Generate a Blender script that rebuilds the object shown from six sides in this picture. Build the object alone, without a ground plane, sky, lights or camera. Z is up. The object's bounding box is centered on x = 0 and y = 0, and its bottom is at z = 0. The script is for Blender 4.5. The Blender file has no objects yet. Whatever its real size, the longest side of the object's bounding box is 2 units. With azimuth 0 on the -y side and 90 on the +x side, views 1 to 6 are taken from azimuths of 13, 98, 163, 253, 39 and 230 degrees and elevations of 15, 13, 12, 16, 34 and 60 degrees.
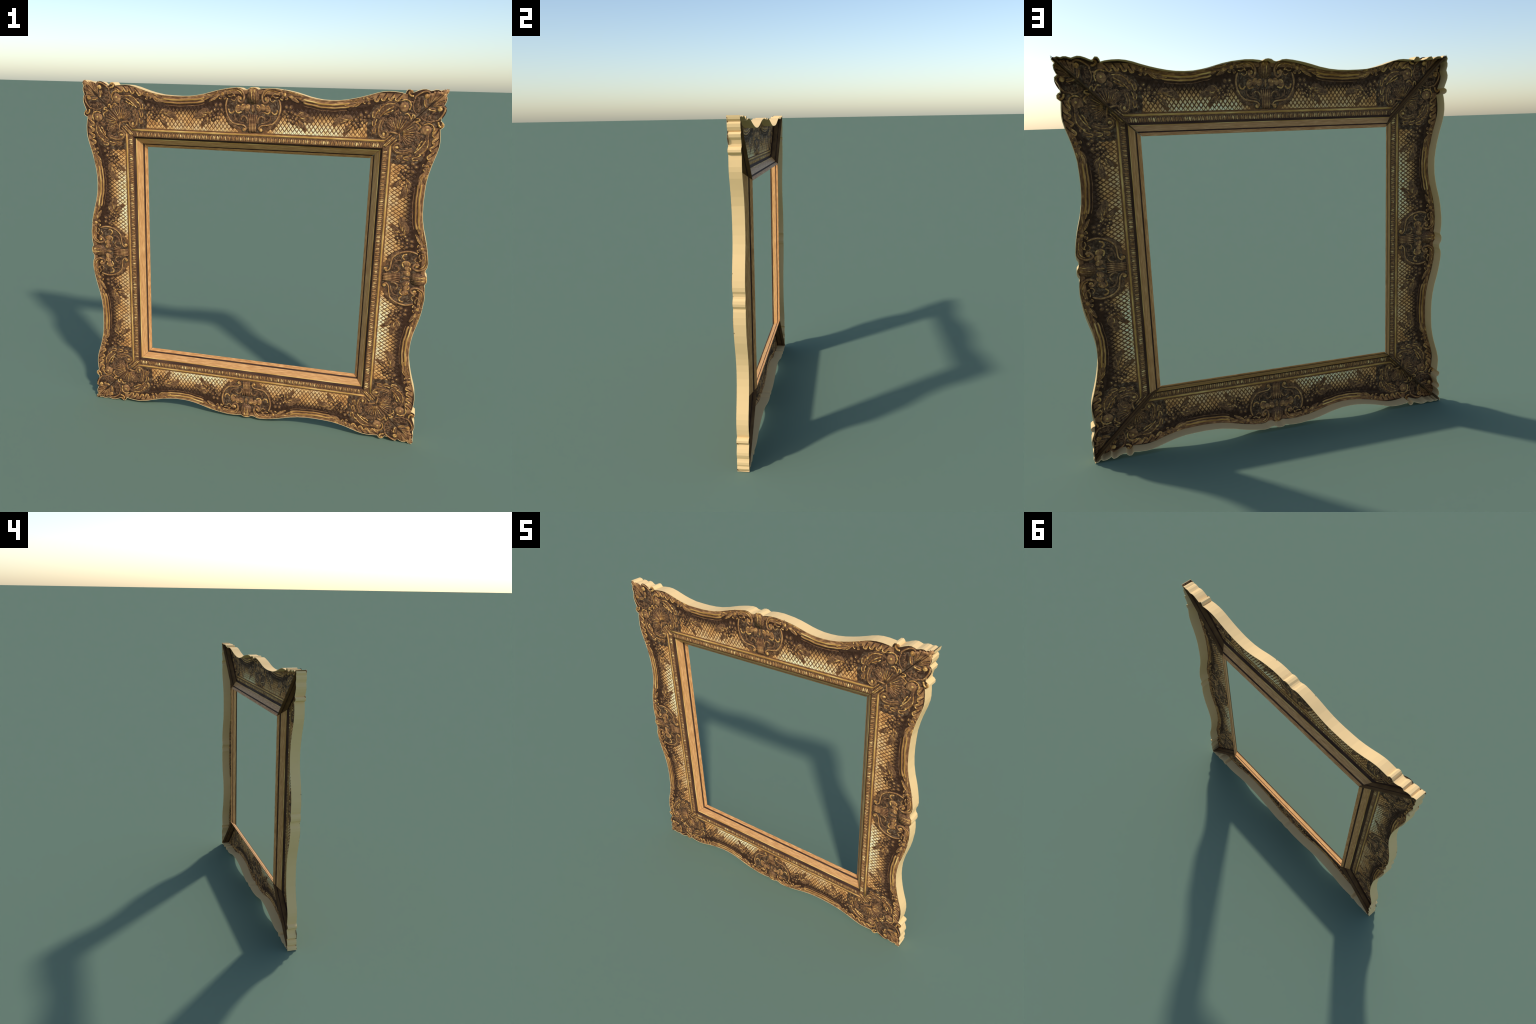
# Ornate gilded picture frame: four identical mitred rails round a square opening.
# Every rail is an open-backed shell: a flat carved face, a bevelled sight edge that
# falls back to the opening, a plain pale outer edge and two mitre ends.
import bpy, math, random
from mathutils import Vector

random.seed(7)
D0 = 0.6305          # distance of the opening's edge from the centre
MIT = 0.6337         # half length of a rail at the opening
CZ = 0.9916          # height of the frame's centre
SIDE_SHIFT = 0.0080  # upright rails sit slightly further out
YF, YB = -0.0345, 0.035      # front plane and back plane
YM = -0.0325         # middle of the carved face
PT = 0.0006          # half thickness of the carved face

# ------------------------------------------------------------------ materials
def node_mat(name, build, rough=0.6, spec=0.12):
    m = bpy.data.materials.new(name)
    m.use_nodes = True
    nt = m.node_tree
    b = nt.nodes["Principled BSDF"]
    b.inputs["Roughness"].default_value = rough
    b.inputs["Specular IOR Level"].default_value = spec
    col = build(nt)
    nt.links.new(col, b.inputs["Base Color"])
    return m, nt, b

def coords(nt, scale):
    tc = nt.nodes.new("ShaderNodeTexCoord")
    mp = nt.nodes.new("ShaderNodeMapping")
    mp.inputs["Scale"].default_value = scale
    nt.links.new(tc.outputs["Object"], mp.inputs["Vector"])
    return mp.outputs["Vector"]

def noise(nt, vec, scale, detail=4.0):
    n = nt.nodes.new("ShaderNodeTexNoise")
    n.inputs["Scale"].default_value = scale
    n.inputs["Detail"].default_value = detail
    nt.links.new(vec, n.inputs["Vector"])
    return n.outputs["Fac"]

def ramp(nt, fac, stops):
    r = nt.nodes.new("ShaderNodeValToRGB")
    els = r.color_ramp.elements
    els[0].position, els[0].color = stops[0][0], (*stops[0][1], 1)
    els[1].position, els[1].color = stops[-1][0], (*stops[-1][1], 1)
    for p, c in stops[1:-1]:
        e = els.new(p)
        e.color = (*c, 1)
    nt.links.new(fac, r.inputs["Fac"])
    return r.outputs["Color"]

def mix(nt, fac, a, b, mode="MIX"):
    x = nt.nodes.new("ShaderNodeMix")
    x.data_type = 'RGBA'
    x.blend_type = mode
    if isinstance(fac, (int, float)):
        x.inputs[0].default_value = fac
    else:
        nt.links.new(fac, x.inputs[0])
    for sock, v in ((x.inputs[6], a), (x.inputs[7], b)):
        if isinstance(v, tuple):
            sock.default_value = (*v, 1)
        else:
            nt.links.new(v, sock)
    return x.outputs[2]

def math_node(nt, op, a, b=None):
    n = nt.nodes.new("ShaderNodeMath")
    n.operation = op
    for i, v in enumerate((a, b)):
        if v is None:
            continue
        if isinstance(v, (int, float)):
            n.inputs[i].default_value = v
        else:
            nt.links.new(v, n.inputs[i])
    return n.outputs[0]

def maprange(nt, v, a, b):
    n = nt.nodes.new("ShaderNodeMapRange")
    n.interpolation_type = 'SMOOTHSTEP'
    n.inputs["From Min"].default_value = a
    n.inputs["From Max"].default_value = b
    nt.links.new(v, n.inputs["Value"])
    return n.outputs["Result"]

def sep(nt):
    tc = nt.nodes.new("ShaderNodeTexCoord")
    s = nt.nodes.new("ShaderNodeSeparateXYZ")
    nt.links.new(tc.outputs["Object"], s.inputs[0])
    return s.outputs

def mottled(name, dark, mid, light, scale=60, stretch=(1, 1, 1), rough=0.55, bump=0.0, spec=0.12):
    def build(nt):
        f = noise(nt, coords(nt, stretch), scale)
        return ramp(nt, f, [(0.3, dark), (0.5, mid), (0.7, light)])
    m, nt, b = node_mat(name, build, rough, spec)
    if bump:
        bn = nt.nodes.new("ShaderNodeBump")
        bn.inputs["Strength"].default_value = bump
        bn.inputs["Distance"].default_value = 0.002
        nt.links.new(noise(nt, coords(nt, stretch), scale * 2), bn.inputs["Height"])
        nt.links.new(bn.outputs["Normal"], b.inputs["Normal"])
    return m

M = {}
M["gold"] = mottled("worn_gilding_glints", (0.19, 0.078, 0.024), (0.46, 0.220, 0.060), (0.90, 0.56, 0.18), 75, rough=0.42)  # gilded crests, and the glints painted on grapes and leaves
M["bronze"] = mottled("brown_bronze_glaze", (0.072, 0.034, 0.017), (0.150, 0.072, 0.033), (0.30, 0.155, 0.064), 95, rough=0.5)
M["umber"] = mottled("umber_glaze_shade", (0.034, 0.016, 0.009), (0.055, 0.026, 0.014), (0.090, 0.045, 0.022), 80, rough=0.7)  # dark glaze; also stands in for shade round the carved forms
M["taupe"] = mottled("dusty_taupe_ground", (0.042, 0.021, 0.011), (0.085, 0.046, 0.024), (0.20, 0.130, 0.075), 70, rough=0.75)
M["rim"] = mottled("coppery_rim", (0.135, 0.060, 0.027), (0.26, 0.122, 0.050), (0.54, 0.28, 0.105), 60, (0.5, 1, 1), rough=0.5)
M["sight_gold"] = mottled("burnished_gold_band", (0.48, 0.225, 0.078), (0.58, 0.290, 0.105), (0.73, 0.395, 0.155), 130, (0.16, 1.3, 1.3), rough=0.42)
M["sight_slip"] = mottled("reddish_gold_slip", (0.42, 0.18, 0.06), (0.58, 0.27, 0.09), (0.76, 0.40, 0.16), 110, (0.22, 1.5, 1.5), rough=0.5)
M["groove"] = mottled("dark_groove", (0.040, 0.018, 0.012), (0.062, 0.030, 0.018), (0.090, 0.045, 0.024), 30, (0.2, 1, 1), rough=0.7)
M["miter"] = mottled("raw_brown_miter", (0.10, 0.05, 0.02), (0.16, 0.085, 0.034), (0.22, 0.12, 0.05), 30, (0.4, 1, 0.4), rough=0.6)
M["fillet"] = mottled("yellow_gold_fillet", (0.40, 0.19, 0.042), (0.60, 0.32, 0.078), (0.90, 0.61, 0.21), 9, (0.7, 2, 2), rough=0.5)
M["pearl"] = mottled("gilded_bead", (0.24, 0.10, 0.033), (0.48, 0.235, 0.075), (0.92, 0.62, 0.24), 45, rough=0.5)
M["cream"] = mottled("bare_cream_edge", (0.885, 0.605, 0.278), (0.895, 0.612, 0.283), (0.905, 0.619, 0.288), 12, rough=0.85, spec=0.05)

def lattice_colour(nt):
    o = sep(nt)
    s_abs = math_node(nt, 'ABSOLUTE', o[0])
    d = math_node(nt, 'SUBTRACT', o[2], D0)
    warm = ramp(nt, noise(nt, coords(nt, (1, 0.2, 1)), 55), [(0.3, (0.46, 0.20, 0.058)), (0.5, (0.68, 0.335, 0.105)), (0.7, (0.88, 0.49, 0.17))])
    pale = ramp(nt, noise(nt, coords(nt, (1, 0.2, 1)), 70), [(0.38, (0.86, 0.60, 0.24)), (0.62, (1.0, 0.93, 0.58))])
    # highlight painted in pale gold on the lower lattice between cartouche and corner
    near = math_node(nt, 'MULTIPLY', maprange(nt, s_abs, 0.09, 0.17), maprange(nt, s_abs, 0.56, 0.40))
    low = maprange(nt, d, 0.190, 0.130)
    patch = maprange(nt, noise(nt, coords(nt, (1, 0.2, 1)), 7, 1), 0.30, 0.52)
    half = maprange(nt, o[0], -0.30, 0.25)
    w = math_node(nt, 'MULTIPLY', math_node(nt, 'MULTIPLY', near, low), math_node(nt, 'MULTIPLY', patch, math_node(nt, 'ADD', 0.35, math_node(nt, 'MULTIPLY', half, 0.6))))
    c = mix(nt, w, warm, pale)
    grain = noise(nt, coords(nt, (1, 0.2, 1)), 90, 2)
    edge = math_node(nt, 'ADD', d, math_node(nt, 'MULTIPLY', math_node(nt, 'SUBTRACT', grain, 0.5), 0.04))
    return mix(nt, maprange(nt, edge, 0.172, 0.226), c, (0.075, 0.038, 0.021))  # upper rows darkened: shade of the hollow painted into the colour
def face_colour(nt):
    o = sep(nt)
    d = math_node(nt, 'SUBTRACT', o[2], D0)
    f = noise(nt, coords(nt, (1, 1, 1)), 80)
    low = ramp(nt, f, [(0.3, (0.13, 0.055, 0.022)), (0.7, (0.24, 0.11, 0.042))])
    cove = ramp(nt, f, [(0.3, (0.034, 0.016, 0.009)), (0.7, (0.070, 0.033, 0.017))])
    return mix(nt, maprange(nt, d, 0.165, 0.215), low, cove)  # dark cove tone paints in the shade below the rim
M["face"], _, _ = node_mat("glazed_shaded_face", face_colour, 0.75, 0.08)
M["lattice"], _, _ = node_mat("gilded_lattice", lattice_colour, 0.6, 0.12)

# ------------------------------------------------------------------ mesh helpers
class Builder:
    """Collects faces in rail coordinates: s along the rail, d outward from the opening, y depth."""
    def __init__(self, carved=True):
        self.carved = carved
        self.v, self.f, self.m, self.mats = [], [], [], []

    def slot(self, key):
        if key not in self.mats:
            self.mats.append(key)
        return self.mats.index(key)

    def add(self, verts, faces, key):
        o, k = len(self.v), self.slot(key)
        if self.carved:     # low relief, shallower at the back than at the front
            verts = [(s, d, YM + (y - YM) * (0.62 if y < YM else 0.42)) for s, d, y in verts]
        self.v += [(s, y, D0 + d) for s, d, y in verts]
        self.f += [tuple(i + o for i in f) for f in faces]
        self.m += [k] * len(faces)

    def mesh(self, name, smooth=True):
        me = bpy.data.meshes.new(name)
        me.from_pydata(self.v, [], self.f)
        for k in self.mats:
            me.materials.append(M[k])
        me.polygons.foreach_set("material_index", self.m)
        me.polygons.foreach_set("use_smooth", [smooth] * len(self.f))
        me.update()
        import bmesh
        bm = bmesh.new()
        bm.from_mesh(me)
        bmesh.ops.recalc_face_normals(bm, faces=bm.faces)
        bm.to_mesh(me)
        bm.free()
        return me

def spline(pts, n=6):
    """Catmull-Rom through control points (s, d)."""
    p = [Vector(q) for q in pts]
    if len(p) < 3:
        return [p[0].lerp(p[-1], i / n) for i in range(n + 1)]
    q = [2 * p[0] - p[1]] + p + [2 * p[-1] - p[-2]]
    out = []
    for i in range(1, len(q) - 2):
        a, b, c, e = q[i - 1], q[i], q[i + 1], q[i + 2]
        for j in range(n):
            t = j / n
            out.append(0.5 * ((2 * b) + (c - a) * t + (2 * a - 5 * b + 4 * c - e) * t * t + (3 * b - a - 3 * c + e) * t ** 3))
    out.append(p[-1])
    return out

def blade(B, pts, w, h, key, shape="ridge", ribs=0, n=6, ym=YM, seg=10, halo=False):
    """Lens-shaped strip swept along a curve, bulging to the front and to the back of the face.
    ridge: even width, rounded ends; leaf: swelling and pointed; drop: fat end, thin start; taper: thin end."""
    if halo:            # painted shade outline: a wider, lower dark strip below the form
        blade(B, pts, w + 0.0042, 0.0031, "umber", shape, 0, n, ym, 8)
    c = spline(pts, n)
    L = [0.0]
    for a, b in zip(c, c[1:]):
        L.append(L[-1] + (b - a).length)
    tot = L[-1] or 1e-6
    verts, faces = [], []
    for i, p in enumerate(c):
        t = L[i] / tot
        a, b = c[max(i - 1, 0)], c[min(i + 1, len(c) - 1)]
        tan = (b - a).normalized()
        nor = Vector((-tan.y, tan.x))
        if shape == "ridge":
            e = min(1.0, min(t, 1 - t) * tot / (w * 0.9) + 0.25)
            k = math.sqrt(max(0.0, 1 - (1 - e) ** 2))
        elif shape == "leaf":
            k = max(0.06, math.sin(math.pi * min(1, t ** 0.8)) ** 0.75) * (1 + 0.10 * math.sin(t * 19))
        elif shape == "drop":
            k = max(0.10, (t ** 0.55) * math.sqrt(max(0.0, 1 - max(0, (t - 0.8) / 0.2) ** 2)))
        else:
            k = max(0.12, (1 - t) ** 0.6)
        ww, hh = w * k, h * (0.35 + 0.65 * k)
        for j in range(seg):
            an = 2 * math.pi * j / seg
            u, z = math.cos(an), math.sin(an)
            groove = (0.72 + 0.28 * math.cos(ribs * math.pi * u)) if ribs else 1.0
            q = p + nor * (u * ww)
            if abs(q.x) < 0.78:         # nothing overhangs the outer edge
                q.y = min(q.y, rim(q.x) - (0.0028 if abs(q.x) > 0.06 else -0.002))
            verts.append((q.x, q.y, ym + z * hh * groove))
    nrow = len(c)
    for i in range(nrow - 1):
        for j in range(seg):
            faces.append((i * seg + j, i * seg + (j + 1) % seg, (i + 1) * seg + (j + 1) % seg, (i + 1) * seg + j))
    faces.append(tuple(range(seg)))
    faces.append(tuple((nrow - 1) * seg + j for j in reversed(range(seg))))
    B.add(verts, faces, key)

def dome(B, s, d, rs, rd, h, key, ang=0.0, nu=12, nv=7):
    verts, faces = [], []
    ca, sa = math.cos(ang), math.sin(ang)
    for i in range(1, nv):
        th = math.pi * i / nv
        for j in range(nu):
            ph = 2 * math.pi * j / nu
            x, z = rs * math.sin(th) * math.cos(ph), rd * math.sin(th) * math.sin(ph)
            verts.append((s + x * ca - z * sa, d + x * sa + z * ca, YM + h * math.cos(th)))
    a, b = len(verts), len(verts) + 1
    verts += [(s, d, YM + h), (s, d, YM - h)]
    for i in range(nv - 2):
        for j in range(nu):
            faces.append((i * nu + j, i * nu + (j + 1) % nu, (i + 1) * nu + (j + 1) % nu, (i + 1) * nu + j))
    for j in range(nu):
        faces.append((a, (j + 1) % nu, j))
        faces.append((b, (nv - 2) * nu + j, (nv - 2) * nu + (j + 1) % nu))
    B.add(verts, faces, key)

def slab(B, poly, key, half=PT, ym=YM):
    """Flat plate from an outline of (s, d)."""
    n = len(poly)
    verts = [(s, d, ym - half) for s, d in poly] + [(s, d, ym + half) for s, d in poly]
    faces = [tuple(range(n)), tuple(reversed(range(n, 2 * n)))]
    faces += [(i, (i + 1) % n, n + (i + 1) % n, n + i) for i in range(n)]
    B.add(verts, faces, key)

def moulding(B, prof, key, back=0.0):
    """Closed profile of (d, y) swept along the rail and cut by the mitres."""
    n = len(prof)
    verts = []
    N = 24
    for i in range(N + 1):
        t = -1 + 2 * i / N
        verts += [(t * (MIT + d - back), d, y) for d, y in prof]
    faces = [(i * n + j, i * n + (j + 1) % n, (i + 1) * n + (j + 1) % n, (i + 1) * n + j) for i in range(N) for j in range(n)]
    faces += [tuple(range(n)), tuple(reversed(range(N * n, N * n + n)))]
    B.add(verts, faces, key)

# ------------------------------------------------------------------ outline of the outer edge
OUTLINE = [(-0.9912, 0.3605), (-0.983, 0.3595), (-0.972, 0.357), (-0.961, 0.346), (-0.950, 0.354), (-0.933, 0.353),
           (-0.916, 0.346), (-0.910, 0.340), (-0.898, 0.354), (-0.882, 0.351), (-0.868, 0.341), (-0.848, 0.335),
           (-0.834, 0.335), (-0.829, 0.345), (-0.820, 0.352), (-0.807, 0.352), (-0.799, 0.343), (-0.794, 0.336),
           (-0.767, 0.339), (-0.732, 0.341), (-0.707, 0.339), (-0.672, 0.331), (-0.644, 0.322), (-0.610, 0.3115),
           (-0.573, 0.302), (-0.524, 0.293), (-0.475, 0.290), (-0.420, 0.2885), (-0.367, 0.290), (-0.320, 0.295),
           (-0.266, 0.306), (-0.224, 0.318), (-0.193, 0.326), (-0.160, 0.333), (-0.127, 0.339), (-0.092, 0.343),
           (-0.070, 0.341), (-0.055, 0.334), (-0.039, 0.332), (-0.028, 0.335), (-0.017, 0.343), (0.0, 0.346),
           (0.014, 0.344), (0.024, 0.338), (0.030, 0.335), (0.046, 0.339), (0.077, 0.342), (0.117, 0.342),
           (0.151, 0.338), (0.184, 0.334), (0.229, 0.325), (0.265, 0.315), (0.300, 0.305), (0.332, 0.298),
           (0.370, 0.292), (0.410, 0.290), (0.453, 0.291), (0.495, 0.296), (0.537, 0.304), (0.575, 0.313),
           (0.611, 0.323), (0.646, 0.334), (0.677, 0.341), (0.707, 0.344), (0.738, 0.343), (0.769, 0.339),
           (0.788, 0.334), (0.791, 0.345), (0.799, 0.355), (0.811, 0.356), (0.818, 0.349), (0.822, 0.340),
           (0.836, 0.345), (0.852, 0.352), (0.871, 0.358), (0.887, 0.359), (0.901, 0.355), (0.912, 0.351),
           (0.921, 0.353), (0.933, 0.357), (0.947, 0.357), (0.958, 0.353), (0.972, 0.357), (0.9845, 0.352)]
# smooth line the rim ornaments follow (no curls or notches)
RIM = [(-0.80, 0.337), (-0.732, 0.341), (-0.672, 0.331), (-0.610, 0.3115), (-0.524, 0.293), (-0.420, 0.2885), (-0.320, 0.295),
       (-0.224, 0.318), (-0.127, 0.339), (-0.06, 0.340), (0.06, 0.341), (0.151, 0.338), (0.229, 0.325), (0.300, 0.305),
       (0.370, 0.292), (0.430, 0.290), (0.495, 0.296), (0.575, 0.313), (0.646, 0.334), (0.707, 0.343), (0.80, 0.337)]

def rim(s):
    for (a, p), (b, q) in zip(RIM, RIM[1:]):
        if a <= s <= b:
            t = (s - a) / (b - a)
            t = t * t * (3 - 2 * t) * 0.5 + t * 0.5
            return p + (q - p) * t
    return 0.34

def edge_line(inset):
    """Outer outline moved inward by inset."""
    out = []
    for i, (s, d) in enumerate(OUTLINE):
        a, b = OUTLINE[max(i - 1, 0)], OUTLINE[min(i + 1, len(OUTLINE) - 1)]
        t = Vector((b[0] - a[0], b[1] - a[1])).normalized()
        out.append((s + t.y * inset, d - t.x * inset))
    return out

PARTS = []          # (name, mesh, kind)
def part(name, B, smooth=True, kind=None):
    PARTS.append((name, B.mesh(name, smooth), kind))

# ------------------------------------------------------------------ rail body
WALL = 0.0022
face_line = edge_line(WALL)
face_line[0] = (-0.9895, 0.3575)
face_line[-1] = (MIT + 0.3500, 0.3500)
B = Builder(False)
slab(B, [(-(MIT + 0.058), 0.058)] + face_line + [(MIT + 0.058, 0.058)], "face")
RAIL_MESH = B.mesh("frame_rail", False)

B = Builder(False)  # plain outer edge, open at the back
inner = edge_line(WALL * 0.9)
inner[0], inner[-1] = (-0.9900, 0.3585), (MIT + 0.350, 0.350)
n = len(OUTLINE)
verts, faces = [], []
for (so, do), (si, di) in zip(OUTLINE, inner):
    verts += [(so, do, YF), (so, do, YB), (si, di, YB), (si, di, YF)]
for i in range(n - 1):
    for j in range(4):
        faces.append((i * 4 + j, i * 4 + (j + 1) % 4, (i + 1) * 4 + (j + 1) % 4, (i + 1) * 4 + j))
faces += [(0, 1, 2, 3), tuple((n - 1) * 4 + j for j in (3, 2, 1, 0))]
B.add(verts, faces, "cream")
part("outer_edge", B, False)

# mitre ends: walls that close the shell along each diagonal, banded like the sight edge
for sg, top in ((-1, 0.3560), (1, 0.349)):
    B = Builder(False)
    for y0, y1, key in ((-0.0312, -0.020, "groove"), (-0.020, 0.009, "miter"), (0.009, 0.016, "groove"), (0.016, YB, "miter")):
        d_in = [0.0615 * (1 - (y - YF) / (YB - YF)) + 0.002 for y in (y0, y1)]
        verts = []
        for off in (0.0006, 0.0020):
            for d, y in ((d_in[0], y0), (top, y0), (top, y1), (d_in[1], y1)):
                verts.append((sg * (MIT + d - off), d, y))
        faces = [(0, 1, 2, 3), (7, 6, 5, 4)] + [(i, (i + 1) % 4, 4 + (i + 1) % 4, 4 + i) for i in range(4)]
        B.add(verts, faces, key)
    part("miter_end", B, False)

# sight edge: bands on the bevel from the carved face back to the opening
BD, BY = 0.060, YB - YM - 0.001
def bevel(t, off):
    ln = math.hypot(BD, BY)
    nd, ny = -BY / ln, -BD / ln          # towards the front of the bevel
    return (-0.0022 + (BD + 0.0022) * (1 - t) + nd * off, YM + BY * t + ny * off)

def band(t0, t1, thick, crown, key, name, steps=6):
    B = Builder(False)
    front = [bevel(t0 + (t1 - t0) * i / steps, thick + crown * math.sin(math.pi * i / steps)) for i in range(steps + 1)]
    back = [bevel(t0 + (t1 - t0) * i / steps, -thick - crown * math.sin(math.pi * i / steps)) for i in range(steps, -1, -1)]
    moulding(B, front + back, key)
    part(name, B, False)
band(0.0, 0.215, 0.0007, 0.0, "groove", "sight_groove", 2)
band(0.205, 0.255, 0.0022, 0.0006, "fillet", "sight_fillet", 3)
band(0.250, 0.670, 0.0016, 0.0008, "sight_gold", "sight_band")
band(0.665, 0.790, 0.0006, 0.0, "groove", "sight_groove", 2)
band(0.785, 0.998, 0.0015, 0.0006, "sight_slip", "sight_slip", 3)

# bead strip and gold fillet beside the sight edge
B = Builder()
moulding(B, [(0.0605, YM - 0.0016), (0.0605, YM + 0.0016), (0.0875, YM + 0.0016), (0.0875, YM - 0.0016)], "bronze", 0.001)
part("bead_ground", B, False)
B = Builder()
BP = 0.0216
for i in range(-32, 33):
    s = i * BP
    if abs(s) > MIT + 0.050:
        continue
    lean = -0.22 if s < 0 else 0.22
    lean *= min(1, abs(s) / 0.25)
    dome(B, s, 0.0715, 0.0055, 0.0118, 0.0042, "pearl", -lean, 10, 6)
    if abs(s + BP / 2) < MIT + 0.048:
        x = s + BP / 2
        k = math.tan(-lean)
        blade(B, [(x + 0.010 * k, 0.0605), (x - 0.011 * k, 0.0825)], 0.0020, 0.0032, "pearl", "ridge", n=3, seg=6)
part("bead_moulding", B, kind="stuff")
B = Builder()
prof = [(0.0955 + 0.0068 * math.cos(a), YM + 0.0042 * math.sin(a)) for a in [2 * math.pi * i / 12 for i in range(12)]]
moulding(B, prof, "rim", 0.024)
prof = [(0.0955 + 0.0056 * math.cos(a), YM + 0.0050 * math.sin(a)) for a in [2 * math.pi * i / 12 for i in range(12)]]
moulding(B, prof, "fillet", 0.028)
part("fillet", B)

# grounds that the carving stands on
for sg in (-1, 1):
    B = Builder()
    poly = [(0.618, 0.104), (MIT + 0.100, 0.104), (MIT + 0.325, 0.325), (0.855, 0.325), (0.815, 0.318), (0.70, 0.300), (0.640, 0.272), (0.612, 0.22), (0.606, 0.15)]
    poly = [(min(s, MIT + d - 0.001), d) for s, d in poly]
    slab(B, [(sg * s, d) for s, d in poly], "taupe", 0.0017)
    part("corner_ground", B, False)

B = Builder()
SS = [i * 0.02 - 0.80 for i in range(81)]
slab(B, [(s, min(rim(s), 0.336) - 0.0035) for s in SS] + [(s, rim(s) - 0.030) for s in reversed(SS)], "rim", 0.0021)
part("rim_ground", B, False)

STRAP = [(0.140, 0.285), (0.149, 0.257), (0.150, 0.231), (0.143, 0.201), (0.126, 0.171), (0.105, 0.154), (0.075, 0.149), (0.049, 0.145), (0.036, 0.133), (0.038, 0.121)]
B = Builder()
left = [(s, d) for s, d in STRAP[:-3]] + [(0.055, 0.108)]
slab(B, [(-s, d) for s, d in left] + [(s, d) for s, d in reversed(left)], "taupe", 0.0019)
part("cartouche_ground", B, False)

# ------------------------------------------------------------------ clusters of grapes and leaves
GRAPES_IN = [(0.206, 0.247), (0.182, 0.248), (0.212, 0.221), (0.173, 0.222), (0.193, 0.199), (0.231, 0.211), (0.237, 0.187), (0.220, 0.171), (0.197, 0.179)]
EYES_IN = [(0.194, 0.225), (0.217, 0.192)]
GRAPES_OUT = [(0.599, 0.234), (0.614, 0.217), (0.574, 0.220), (0.597, 0.190), (0.576, 0.197), (0.549, 0.196), (0.539, 0.176), (0.555, 0.158), (0.575, 0.168)]
EYES_OUT = [(0.594, 0.212), (0.562, 0.178)]
# leaf: base, tip, half width
LEAVES_LOW = [((0.262, 0.192), (0.338, 0.174), 0.025), ((0.236, 0.203), (0.298, 0.216), 0.018), ((0.250, 0.182), (0.286, 0.134), 0.016), ((0.236, 0.174), (0.254, 0.142), 0.011),
              ((0.508, 0.194), (0.433, 0.170), 0.025), ((0.536, 0.190), (0.478, 0.208), 0.019), ((0.530, 0.168), (0.495, 0.123), 0.016)]
for sg in (-1, 1):
    for grapes, eyes in ((GRAPES_IN, EYES_IN), (GRAPES_OUT, EYES_OUT)):
        B = Builder()
        for s, d in grapes + eyes:
            dome(B, sg * s, d, 0.0150, 0.0155, 0.0036, "umber", 0, 12, 6)  # dark underlay paints a shadow outline round the cluster
        cx = sum(g[0] for g in grapes) / len(grapes)
        cd = sum(g[1] for g in grapes) / len(grapes)
        for s, d in grapes:
            r = random.uniform(0.0096, 0.0116)
            dome(B, sg * s, d, r, r * 1.15, 0.0055, "bronze", random.uniform(-0.5, 0.5))
            dome(B, sg * s - 0.001, d + 0.001, r * 0.50, r * 0.60, 0.0068, "gold", 0, 10, 6)  # gold cap painted in as the glint on each grape
        for s, d in eyes:
            dome(B, sg * s, d, 0.0115, 0.0115, 0.0036, "bronze")
            dome(B, sg * s, d, 0.0060, 0.0060, 0.0052, "rim")
        part("grape_cluster", B)
    for a, b, w in LEAVES_LOW:
        B = Builder()
        bend = ((a[0] + b[0]) / 2 + (b[1] - a[1]) * 0.12, (a[1] + b[1]) / 2 + abs(b[0] - a[0]) * 0.10)
        pts = [(sg * p[0], p[1]) for p in (a, bend, b)]
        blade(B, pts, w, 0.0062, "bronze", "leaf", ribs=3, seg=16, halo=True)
        blade(B, [pts[0], pts[1], (pts[1][0] * 0.3 + pts[2][0] * 0.7, pts[1][1] * 0.3 + pts[2][1] * 0.7)], 0.0032, 0.0070, "gold", "taper")
        for side in (-1, 1):
            off = Vector((-(pts[2][1] - pts[0][1]), pts[2][0] - pts[0][0])).normalized() * w * 0.5 * side
            mid, end = Vector(pts[1]), Vector(pts[2])
            blade(B, [tuple(Vector(pts[0]).lerp(mid, 0.4) + off * 0.5), tuple(mid + off), tuple(mid.lerp(end, 0.55) + off * 0.9)], 0.0024, 0.0062, "rim" if side < 0 else "gold", "taper")
        part("leaf", B)

# ------------------------------------------------------------------ lattice of raised diamonds
LW, LH = 0.0220, 0.0318
def seg_dist(p, a, b):
    p, a, b = Vector(p), Vector(a), Vector(b)
    t = max(0, min(1, (p - a).dot(b - a) / max((b - a).length_squared, 1e-9)))
    return (p - a - (b - a) * t).length

def strap_half(d):
    best = 0.0
    for (s0, d0), (s1, d1) in zip(STRAP[:-2], STRAP[1:-1]):
        if min(d0, d1) <= d <= max(d0, d1):
            t = (d - d0) / ((d1 - d0) or 1e-6)
            best = max(best, s0 + (s1 - s0) * t)
    low = [(0.150, 0.215), (0.143, 0.190), (0.121, 0.152), (0.095, 0.130), (0.066, 0.112), (0.06, 0.10)]
    for (s0, d0), (s1, d1) in zip(low, low[1:]):
        if d1 <= d <= d0:
            best = max(best, s0 + (s1 - s0) * (d - d0) / (d1 - d0))
    return best

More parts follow.
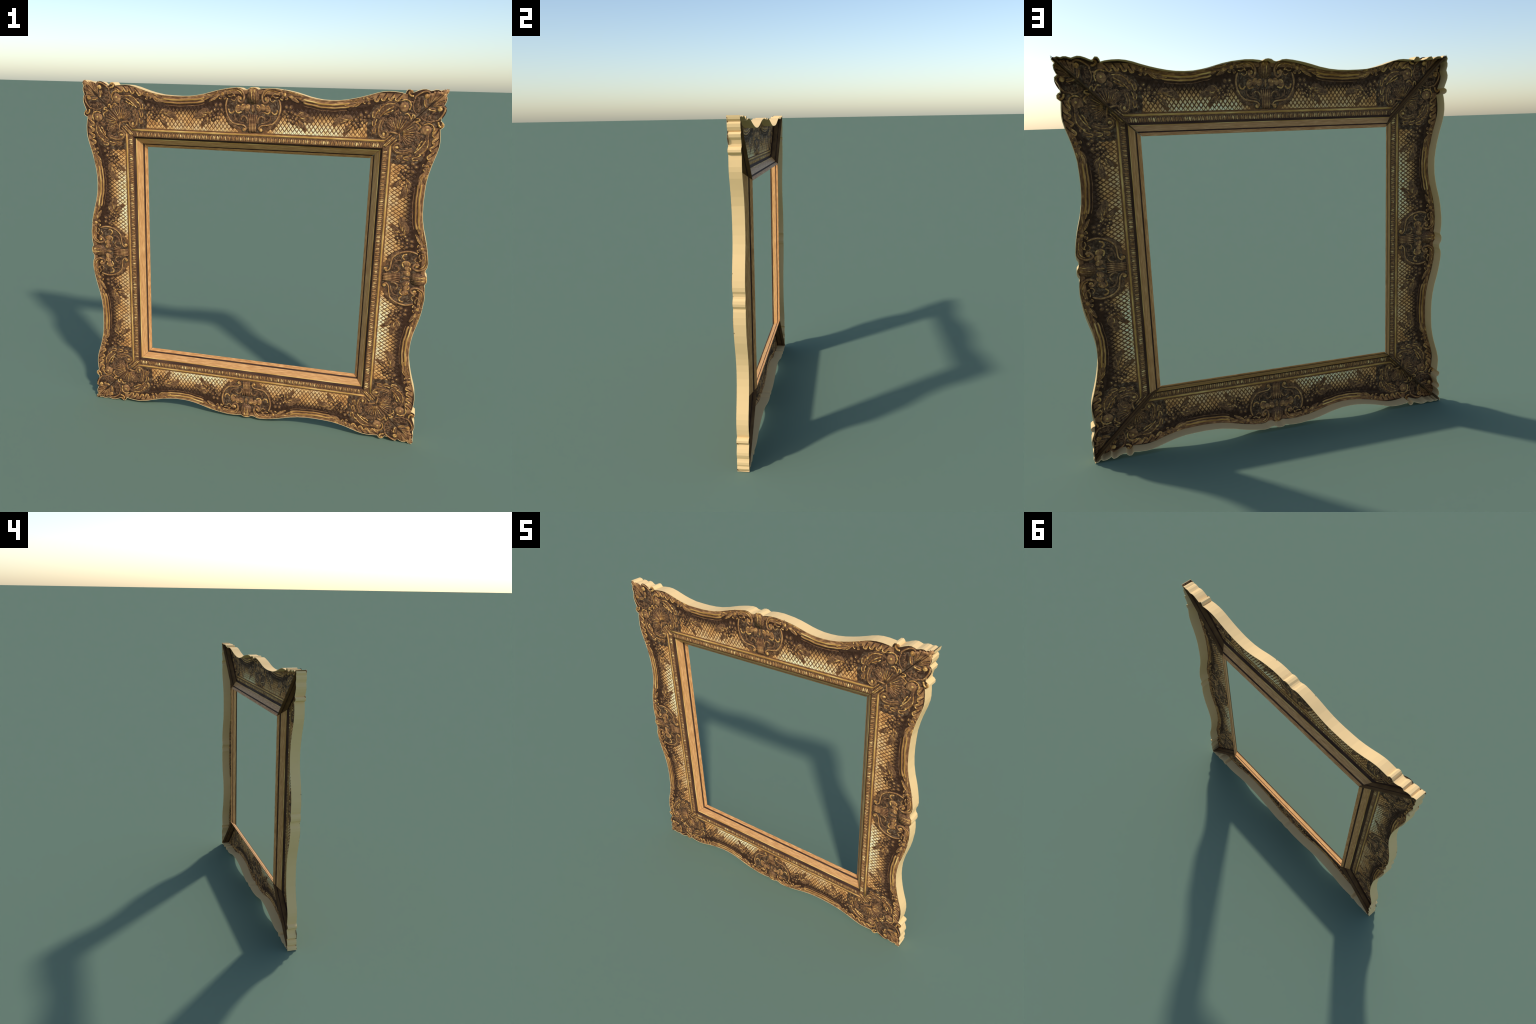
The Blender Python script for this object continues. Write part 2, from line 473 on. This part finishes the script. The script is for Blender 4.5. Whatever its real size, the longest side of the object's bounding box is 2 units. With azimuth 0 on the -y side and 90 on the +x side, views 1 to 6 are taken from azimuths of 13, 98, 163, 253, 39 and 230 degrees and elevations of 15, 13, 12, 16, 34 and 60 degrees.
B = Builder()
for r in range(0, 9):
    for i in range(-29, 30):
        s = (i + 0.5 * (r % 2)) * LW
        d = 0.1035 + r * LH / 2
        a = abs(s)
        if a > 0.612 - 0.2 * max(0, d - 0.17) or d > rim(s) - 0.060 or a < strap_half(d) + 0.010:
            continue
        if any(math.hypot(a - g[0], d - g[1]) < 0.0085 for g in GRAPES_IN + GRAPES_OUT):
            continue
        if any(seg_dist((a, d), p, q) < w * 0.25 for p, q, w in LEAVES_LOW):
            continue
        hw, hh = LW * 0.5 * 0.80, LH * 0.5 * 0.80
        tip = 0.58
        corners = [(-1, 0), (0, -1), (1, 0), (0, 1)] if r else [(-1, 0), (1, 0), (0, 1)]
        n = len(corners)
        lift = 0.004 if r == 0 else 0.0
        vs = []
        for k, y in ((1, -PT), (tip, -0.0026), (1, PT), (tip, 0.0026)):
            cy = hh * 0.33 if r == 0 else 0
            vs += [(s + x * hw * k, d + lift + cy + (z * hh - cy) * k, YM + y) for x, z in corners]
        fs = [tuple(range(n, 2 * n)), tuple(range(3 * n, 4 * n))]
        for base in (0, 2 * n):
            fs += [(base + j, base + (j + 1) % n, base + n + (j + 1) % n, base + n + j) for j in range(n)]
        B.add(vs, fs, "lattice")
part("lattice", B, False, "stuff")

# ------------------------------------------------------------------ rim mouldings between the leaf sprays
for s0, s1 in ((-0.512, -0.272), (0.272, 0.512)):
    line = [s0 + (s1 - s0) * i / 12 for i in range(13)]
    for off, w, h, key, name in ((0.0065, 0.0045, 0.0036, "rim", "rim_moulding"), (0.0215, 0.0095, 0.0054, "rim", "rim_moulding"), (0.0220, 0.0056, 0.0066, "fillet", "rim_moulding"),  # fillet-coloured crests paint the highlight along each ridge
                                 (0.0385, 0.0060, 0.0044, "rim", "rim_moulding"), (0.0390, 0.0034, 0.0054, "fillet", "rim_moulding"), (0.0545, 0.0016, 0.0022, "rim", "rim_moulding")):
        B = Builder()
        blade(B, [(s, rim(s) - off) for s in line], w, h, key, "ridge", n=3)
        part(name, B)

def flower(cs, cd, petals, r):
    B = Builder()
    for i, (s, d) in enumerate(petals):
        an = math.atan2(d - cd, s - cs)
        dome(B, (s * 0.8 + cs * 0.2), (d * 0.8 + cd * 0.2), r * 1.1, r * 0.85, 0.0046, "bronze", an)
        tip = [(s + math.cos(an + q) * r * 0.75, d + math.sin(an + q) * r * 0.75) for q in (-1.4, -0.6, 0.6, 1.4)]
        blade(B, tip, 0.0024, 0.0052, "gold", "ridge", n=3, seg=8)
    dome(B, cs, cd, r * 0.95, r * 1.2, 0.0066, "gold")
    part("flower", B)

def spray_leaf(pts, w):
    B = Builder()
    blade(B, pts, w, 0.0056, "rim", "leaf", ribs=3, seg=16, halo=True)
    blade(B, pts, w * 0.2, 0.0066, "gold", "taper")
    off = Vector((-(pts[-1][1] - pts[0][1]), pts[-1][0] - pts[0][0])).normalized() * w * 0.62
    for side in (-1, 1):
        q = [Vector(v) + off * side * k for v, k in zip(pts, (0.4, 1.0, 0.35))]
        blade(B, [tuple(v) for v in q], 0.0019, 0.0056, "bronze" if side < 0 else "gold", "ridge")
    part("leaf", B)

def mir(sg, pts):
    return [(sg * s, d) for s, d in pts]

for sg in (-1, 1):
    dz = lambda s: (rim(sg * s) - rim(-s))           # small left/right difference of the rim
    lift = lambda pts: [(sg * s, d + dz(s)) for s, d in pts]
    c = lift([(0.170, 0.306)])[0]
    flower(*c, lift([(0.191, 0.317), (0.166, 0.327), (0.146, 0.311), (0.181, 0.286), (0.157, 0.286)]), 0.0095)
    c = lift([(0.606, 0.290)])[0]
    flower(*c, lift([(0.627, 0.296), (0.610, 0.271), (0.589, 0.276), (0.588, 0.298), (0.611, 0.304)]), 0.0085)
    for pts, w in (([(0.198, 0.315), (0.230, 0.304), (0.262, 0.301)], 0.010), ([(0.195, 0.294), (0.221, 0.281), (0.247, 0.265)], 0.011),
                   ([(0.248, 0.284), (0.272, 0.279), (0.295, 0.275)], 0.010), ([(0.563, 0.292), (0.536, 0.285), (0.512, 0.288)], 0.010),
                   ([(0.560, 0.271), (0.525, 0.259), (0.484, 0.266)], 0.012), ([(0.570, 0.274), (0.556, 0.262), (0.540, 0.252)], 0.006)):
        spray_leaf(lift(pts), w)

# ------------------------------------------------------------------ cartouche in the middle of the rail
B = Builder()       # fluted crown over the garland
slab(B, [(-0.028, 0.333), (-0.017, 0.340), (0.017, 0.341), (0.028, 0.333), (0.034, 0.300), (0.032, 0.270), (0.018, 0.259), (0, 0.256), (-0.018, 0.259), (-0.032, 0.270), (-0.034, 0.300)], "bronze", 0.0030)
for k in range(-3, 4):
    x = k * 0.0092
    key = "gold" if k in (-1, 1) else "rim"
    blade(B, [(x * 0.75, 0.334), (x, 0.305), (x * 0.98, 0.268 + abs(k) * 0.0025)], 0.0044, 0.0062, key if abs(k) < 3 else "bronze", "taper")
blade(B, [(-0.018, 0.340), (0, 0.3415), (0.017, 0.340)], 0.0042, 0.0052, "gold")
part("crown", B)

for sg in (-1, 1):
    B = Builder()   # C-scroll beside the crown
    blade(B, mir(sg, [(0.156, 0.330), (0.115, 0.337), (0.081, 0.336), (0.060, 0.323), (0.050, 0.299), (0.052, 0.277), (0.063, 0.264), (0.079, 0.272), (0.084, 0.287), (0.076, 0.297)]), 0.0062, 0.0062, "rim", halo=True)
    blade(B, mir(sg, [(0.140, 0.333), (0.110, 0.338), (0.081, 0.336), (0.061, 0.323), (0.051, 0.300), (0.053, 0.278)]), 0.0026, 0.0072, "gold")
    blade(B, mir(sg, [(0.138, 0.323), (0.103, 0.328), (0.073, 0.320), (0.059, 0.300)]), 0.0028, 0.0056, "gold")
    dome(B, sg * 0.071, 0.286, 0.0085, 0.0100, 0.0072, "gold")
    part("scroll", B)
    B = Builder()   # curled leaf inside the scroll
    for pts in ([(0.128, 0.318), (0.112, 0.312), (0.100, 0.300)], [(0.138, 0.296), (0.122, 0.293), (0.110, 0.300), (0.098, 0.296)], [(0.122, 0.282), (0.108, 0.272), (0.096, 0.279), (0.092, 0.292)]):
        blade(B, mir(sg, pts), 0.0058, 0.0046, "bronze", "leaf")
        blade(B, mir(sg, pts), 0.0022, 0.0054, "gold", "ridge")
    part("leaf", B)
    B = Builder()   # long strap that frames the cartouche and curls at its foot
    body = [(0.146, 0.215), (0.140, 0.185), (0.118, 0.152), (0.090, 0.135), (0.060, 0.124)]
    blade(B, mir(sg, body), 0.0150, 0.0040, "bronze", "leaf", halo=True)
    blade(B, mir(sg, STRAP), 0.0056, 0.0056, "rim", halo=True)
    blade(B, mir(sg, STRAP), 0.0024, 0.0068, "gold")
    dome(B, sg * 0.046, 0.1225, 0.0105, 0.0110, 0.0072, "gold")
    part("strap", B)
    B = Builder()   # small scroll and ribs inside the cartouche
    blade(B, mir(sg, [(0.066, 0.176), (0.062, 0.188), (0.050, 0.193), (0.036, 0.187), (0.027, 0.170), (0.031, 0.155)]), 0.0075, 0.0050, "bronze", halo=True)
    blade(B, mir(sg, [(0.062, 0.188), (0.050, 0.194), (0.036, 0.188), (0.027, 0.170)]), 0.0020, 0.0058, "gold")
    dome(B, sg * 0.064, 0.176, 0.0065, 0.0065, 0.0052, "bronze")
    blade(B, mir(sg, [(0.101, 0.202), (0.094, 0.176), (0.075, 0.163), (0.047, 0.157)]), 0.0026, 0.0044, "rim")
    for k in range(5):
        x = 0.134 - k * 0.011
        blade(B, mir(sg, [(x, 0.198 - k * 0.004), (x - 0.010, 0.176 - k * 0.004)]), 0.0030, 0.0034, "bronze", "taper")
    part("scroll", B)
    B = Builder()   # half of the swag: fat twisted lumps and an end hook
    for s, d, rs, rd, an in ((0.082, 0.235, 0.0175, 0.0215, -0.5), (0.054, 0.241, 0.0150, 0.0220, -0.45), (0.029, 0.238, 0.0155, 0.0220, -0.4)):
        dome(B, sg * s, d, rs + 0.004, rd + 0.004, 0.0036, "umber", -sg * an)
        dome(B, sg * s, d, rs, rd, 0.0066, "rim", -sg * an)
        blade(B, mir(sg, [(s + 0.010, d - 0.002), (s + 0.004, d + 0.012), (s - 0.006, d + 0.012)]), 0.0042, 0.0076, "gold")
        blade(B, mir(sg, [(s + 0.004, d - 0.004), (s - 0.001, d + 0.004), (s - 0.008, d + 0.002)]), 0.0032, 0.0072, "gold")
    blade(B, mir(sg, [(0.096, 0.224), (0.083, 0.209), (0.062, 0.216)]), 0.0040, 0.0062, "gold")
    blade(B, mir(sg, [(0.135, 0.230), (0.129, 0.212), (0.115, 0.208), (0.103, 0.221)]), 0.0042, 0.0056, "gold")
    dome(B, sg * 0.119, 0.230, 0.0130, 0.0160, 0.0036, "taupe")
    part("garland", B)

B = Builder()       # middle knot of the swag and fluted stem below it
dome(B, 0, 0.233, 0.0110, 0.0220, 0.0058, "bronze")
blade(B, [(0, 0.252), (0, 0.216)], 0.0032, 0.0068, "gold", "ridge")
part("garland", B)
B = Builder()
slab(B, [(-0.024, 0.108), (-0.020, 0.150), (-0.030, 0.205), (0.030, 0.205), (0.020, 0.150), (0.024, 0.108)], "umber", 0.0028)
for k in range(-2, 3):
    x = k * 0.0088
    blade(B, [(x * 1.35, 0.203), (x * 0.95, 0.160), (x, 0.111)], 0.0042, 0.0060, "rim", "ridge")
    blade(B, [(x * 0.95, 0.160), (x, 0.113)], 0.0018, 0.0064, "gold", "ridge", n=3)
part("stem", B)

for s0, s1 in ((-0.775, -0.50), (0.50, 0.775)):
    B = Builder()
    line = [s0 + (s1 - s0) * i / 12 for i in range(13)]
    blade(B, [(s, rim(s) - 0.0515) for s in line], 0.0085, 0.0030, "umber", "ridge", n=3)  # dark strip painted as the shadow band under the rim ornaments
    part("rim_shade_strip", B)

# ------------------------------------------------------------------ corner carving (each rail carries its half)
GAD = {-1: [((-0.800, 0.328), (-0.756, 0.305)), ((-0.752, 0.334), (-0.724, 0.304)), ((-0.718, 0.333), (-0.688, 0.296)), ((-0.682, 0.325), (-0.645, 0.286))],
       1: [((0.775, 0.330), (0.744, 0.298)), ((0.737, 0.336), (0.711, 0.300)), ((0.699, 0.334), (0.676, 0.297)), ((0.662, 0.326), (0.643, 0.291))]}
for sg in (-1, 1):
    for a, b in GAD[sg]:        # slanting lobes along the rim
        B = Builder()
        md = ((a[0] + b[0]) / 2 + sg * 0.001, (a[1] + b[1]) / 2 + 0.004)
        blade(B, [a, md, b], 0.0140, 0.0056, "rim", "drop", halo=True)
        A_, B_, C_ = Vector(a), Vector(md), Vector(b)
        nx = Vector((-(b[1] - a[1]), b[0] - a[0])).normalized() * 0.0115 * sg
        crest = [A_.lerp(B_, .5) + nx * .45, B_.lerp(C_, .3) + nx * .8, B_.lerp(C_, .8) + nx * .8, C_ + nx * .25, C_ - nx * .4, B_.lerp(C_, .75) - nx * .7]
        blade(B, [tuple(q) for q in crest], 0.0036, 0.0070, "gold", "ridge", n=4)
        dark = [A_ - nx * .1, B_ - nx * .1, B_.lerp(C_, .8) - nx * .1]
        blade(B, [tuple(q) for q in dark], 0.0032, 0.0064, "umber", "ridge", n=4)
        part("gadroon", B)
    R = lambda pts: mir(sg, pts)
    B = Builder()               # fan at the tip
    fx, fd = 0.908, 0.278
    for k, (s, d) in enumerate([(0.986, 0.3575), (0.966, 0.350), (0.951, 0.351), (0.934, 0.350), (0.917, 0.343), (0.906, 0.338)]):
        d -= 0.004 if sg > 0 else 0.002
        s = min(s, MIT + d - 0.0035)
        m = ((fx * 0.55 + s * 0.45) + 0.002, fd * 0.55 + d * 0.45 + 0.003)
        blade(B, R([(s, d), m, (fx - 0.004, fd + 0.008)]), 0.0090, 0.0050, "rim", "taper", n=5)
        blade(B, R([(s, d - 0.006), m, (fx - 0.004, fd + 0.008)]), 0.0024, 0.0060, "gold" if k % 2 else "rim", "taper", n=5)
    for s, d in ((0.962, 0.336), (0.911, 0.331), (0.937, 0.344)):     # raised dark strips added in place of furrows between the lobes
        m_ = (fx * 0.55 + s * 0.45 + 0.002, fd * 0.55 + d * 0.45 + 0.003)
        blade(B, R([(min(s, MIT + d - 0.004), d), m_, (fx - 0.003, fd + 0.010)]), 0.0034, 0.0066, "umber", "taper", n=5)
    part("fan", B)
    B = Builder()               # volute beside the fan
    blade(B, R([(0.838, 0.307), (0.838, 0.318), (0.855, 0.333), (0.878, 0.345), (0.897, 0.347), (0.908, 0.334), (0.906, 0.318)]), 0.0048, 0.0054, "rim", halo=True)
    blade(B, R([(0.842, 0.320), (0.857, 0.334), (0.879, 0.346), (0.896, 0.347)]), 0.0022, 0.0062, "gold")
    dome(B, sg * 0.893, 0.323, 0.0120, 0.0130, 0.0078, "gold")
    part("scroll", B)
    B = Builder()               # collar under the fan
    for o in (0.0, 0.009):
        blade(B, R([(0.883 + o, 0.306), (0.886 + o, 0.282), (0.893 + o * .5, 0.267)]), 0.0036, 0.0058 - o * 0.08, "gold" if o == 0 else "rim")
    blade(B, R([(0.872, 0.318), (0.868, 0.30), (0.874, 0.270)]), 0.0085, 0.0036, "umber", "leaf")
    part("collar", B)
    for s, d, rs, rd, an in ((0.853, 0.298, 0.0125, 0.0085, -0.1), (0.850, 0.275, 0.0150, 0.0090, 0.25), (0.857, 0.252, 0.0150, 0.0090, 0.6)):
        B = Builder()           # row of fat lumps
        dome(B, sg * s, d, rs, rd, 0.0050, "bronze", sg * an)
        dome(B, sg * s, d + 0.001, rs * 0.55, rd * 0.5, 0.0060, "taupe", sg * an)
        part("lump", B)
    B = Builder()
    blade(B, R([(0.836, 0.304), (0.831, 0.285), (0.833, 0.262), (0.842, 0.244), (0.853, 0.232)]), 0.0030, 0.0048, "rim")
    part("collar", B)
    B = Builder()               # round boss with its curl
    dome(B, sg * 0.788, 0.268, 0.0240, 0.0255, 0.0084, "rim", 0, 18, 10)
    dome(B, sg * 0.790, 0.272, 0.0105, 0.0110, 0.0096, "fillet", 0, 14, 8)  # bright cap is the boss's highlight, put in as colour
    dome(B, sg * 0.789, 0.268, 0.0290, 0.0300, 0.0030, "umber", 0, 16, 6)  # dark ring, a painted shade outline like the halo
    blade(B, R([(0.813, 0.252), (0.820, 0.276), (0.811, 0.297), (0.791, 0.304), (0.772, 0.298)]), 0.0038, 0.0064, "gold")
    part("boss", B)
    B = Builder()               # curl that stands out of the rim
    blade(B, R([(0.830, 0.322), (0.816, 0.324), (0.806, 0.335), (0.811, 0.346), (0.820, 0.346), (0.823, 0.339)]), 0.0050, 0.0060, "gold")
    dome(B, sg * 0.815, 0.337, 0.0060, 0.0060, 0.0050, "bronze")
    part("scroll", B)
    B = Builder()               # large acanthus leaf
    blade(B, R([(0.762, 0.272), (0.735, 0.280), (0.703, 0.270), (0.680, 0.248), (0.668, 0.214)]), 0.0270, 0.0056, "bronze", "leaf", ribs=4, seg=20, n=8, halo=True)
    for pts in ([(0.735, 0.268), (0.710, 0.254), (0.688, 0.236), (0.669, 0.216)], [(0.742, 0.282), (0.705, 0.280), (0.676, 0.262), (0.662, 0.240)], [(0.735, 0.252), (0.718, 0.240), (0.702, 0.236)], [(0.716, 0.244), (0.700, 0.232), (0.688, 0.228)]):
        blade(B, R(pts), 0.0030, 0.0068, "gold", "ridge")
    part("acanthus_leaf", B)
    for a, m_, b in (((0.658, 0.262), (0.642, 0.240), (0.640, 0.212)), ((0.650, 0.214), (0.641, 0.192), (0.643, 0.168)), ((0.648, 0.170), (0.643, 0.150), (0.647, 0.132))):
        B = Builder()           # chain of drop-shaped leaves
        blade(B, R([a, m_, b]), 0.0150, 0.0046, "bronze", "drop", halo=True)
        blade(B, R([(a[0] + 0.006, a[1] - 0.010), (m_[0] + 0.010, m_[1] - 0.004), (b[0] + 0.004, b[1] + 0.001), (b[0] - 0.006, b[1] + 0.002), (m_[0] - 0.008, m_[1])]), 0.0028, 0.0058, "gold", "ridge", n=4)
        part("drop_leaf", B)
    B = Builder()               # S-scroll down to the fillet
    blade(B, R([(0.688, 0.214), (0.674, 0.190), (0.667, 0.158), (0.673, 0.128), (0.690, 0.112), (0.708, 0.117), (0.714, 0.135), (0.704, 0.147), (0.694, 0.140)]), 0.0105, 0.0052, "bronze", halo=True)
    blade(B, R([(0.680, 0.200), (0.669, 0.165), (0.672, 0.130), (0.689, 0.112), (0.708, 0.117), (0.714, 0.135), (0.704, 0.147)]), 0.0028, 0.0064, "gold")
    blade(B, R([(0.694, 0.205), (0.684, 0.180), (0.680, 0.155), (0.684, 0.138)]), 0.0030, 0.0050, "rim")
    dome(B, sg * 0.695, 0.128, 0.0080, 0.0105, 0.0066, "gold")
    part("scroll", B)
    B = Builder()               # ribbed shell, half on each rail
    fx, fd = 0.764, 0.136
    for k in range(10):
        an = math.radians(48 + k * 11.0)
        ln = 0.098 - 0.0032 * k
        e = (fx - (math.cos(an) * -1) * 0 + math.cos(an) * ln, fd + math.sin(an) * ln)
        if e[0] > MIT + e[1] - 0.004:
            e = (MIT + e[1] - 0.004, e[1])
        b = (fx + math.cos(an) * 0.018, fd + math.sin(an) * 0.018)
        b = (min(b[0], MIT + b[1] - 0.003), b[1])
        m_ = ((e[0] + b[0]) / 2, (e[1] + b[1]) / 2)
        blade(B, R([e, m_, b]), 0.0062, 0.0048, "bronze", "taper")
        blade(B, R([(m_[0] * .5 + e[0] * .5, m_[1] * .5 + e[1] * .5), m_, b]), 0.0020, 0.0058, "gold" if k in (1, 3, 4, 6) else "rim", "ridge")
    part("shell", B)
    B = Builder()               # wavy hook over the shell
    blade(B, R([(0.844, 0.213), (0.842, 0.227), (0.833, 0.230), (0.827, 0.211), (0.817, 0.226), (0.806, 0.236), (0.793, 0.232)]), 0.0034, 0.0060, "gold")
    part("scroll", B)
    B = Builder()               # collar and small leaves at the inner corner
    blade(B, R([(0.765, 0.134), (0.750, 0.138), (0.730, 0.141), (0.719, 0.137)]), 0.0050, 0.0052, "rim")
    blade(B, R([(0.762, 0.133), (0.750, 0.137), (0.732, 0.141)]), 0.0022, 0.0062, "gold")
    part("collar", B)
    for pts, w in (([(0.744, 0.116), (0.727, 0.098), (0.697, 0.068)], 0.0095), ([(0.735, 0.126), (0.722, 0.113), (0.700, 0.094)], 0.0080)):
        B = Builder()
        blade(B, R(pts), w, 0.0050, "bronze", "leaf", halo=True)
        blade(B, R(pts), w * 0.35, 0.0060, "gold", "ridge")
        part("leaf", B)
    for s, d in ((0.751, 0.232), (0.717, 0.186)):
        B = Builder()           # tiny rosettes beside the shell
        for k in range(5):
            an = k * 1.257 + 0.3
            dome(B, sg * s + 0.0085 * math.cos(an), d + 0.0085 * math.sin(an), 0.0058, 0.0058, 0.0042, "bronze", 0, 8, 6)
        dome(B, sg * s, d, 0.0055, 0.0055, 0.0052, "rim", 0, 8, 6)
        part("flower", B)

# ------------------------------------------------------------------ small crowded foliage that fills the grounds
def inside(poly, s, d):
    hit = False
    for (a, b), (c_, e) in zip(poly, poly[1:] + poly[:1]):
        if (b > d) != (e > d) and s < (c_ - a) * (d - b) / (e - b) + a:
            hit = not hit
    return hit

def fill(poly, count, name, keys, lo, hi):
    B = Builder()
    ss, ds = [q[0] for q in poly], [q[1] for q in poly]
    made = 0
    while made < count:
        s, d = random.uniform(min(ss), max(ss)), random.uniform(min(ds), max(ds))
        if not inside(poly, s, d):
            continue
        an, ln, bend = random.uniform(0, 6.283), random.uniform(lo, hi), random.uniform(-0.5, 0.5)
        a = (s - math.cos(an) * ln / 2, d + -math.sin(an) * ln / 2)
        b = (s + math.cos(an) * ln / 2, d + math.sin(an) * ln / 2)
        m_ = (s - math.sin(an) * ln * bend * 0.6, d + math.cos(an) * ln * bend * 0.6)
        if not (inside(poly, *a) and inside(poly, *b)):
            continue
        made += 1
        blade(B, [a, m_, b], ln * random.uniform(0.16, 0.26), random.uniform(0.0026, 0.0040), random.choice(keys), "leaf", n=3, seg=8)
    part(name, B, kind="stuff")

for sg in (-1, 1):
    poly = [(0.625, 0.110), (0.722, 0.104), (0.935, 0.318), (0.855, 0.322), (0.815, 0.314), (0.70, 0.296), (0.646, 0.268), (0.618, 0.22), (0.612, 0.15)]
    fill([(sg * min(s, MIT + d - 0.004), d) for s, d in poly], 230, "foliage", ["bronze", "bronze", "umber", "umber", "rim", "taupe"], 0.014, 0.032)
fill([(-s, d) for s, d in left] + [(s, d) for s, d in reversed(left)], 130, "foliage", ["bronze", "umber", "umber", "bronze"], 0.012, 0.026)

# ------------------------------------------------------------------ assemble: four rails turned round the centre
frame = bpy.data.objects.new("picture_frame", None)
frame.location = (0, 0, 0)
frame["label"] = "ornate square gilded picture frame with carved scrolls and lattice"
frame["category"] = "picture frame"
bpy.context.collection.objects.link(frame)
templates = []
for i, (ang, dx, dz) in enumerate(((0, 0, 0), (90, SIDE_SHIFT, 0), (180, 0, 0), (270, -SIDE_SHIFT, 0))):
    rail = bpy.data.objects.new("frame_rail", RAIL_MESH)
    bpy.context.collection.objects.link(rail)
    rail.parent = frame
    rail.location = (dx, 0, CZ + dz)
    rail.rotation_euler = (0, math.radians(ang), 0)
    for k, (name, me, kind) in enumerate(PARTS):
        if i == 0:
            o = bpy.data.objects.new(name, me)
            if kind:
                o["kind"] = kind
            templates.append(o)
        else:
            o = templates[k].copy()
        bpy.context.collection.objects.link(o)
        o.parent = rail
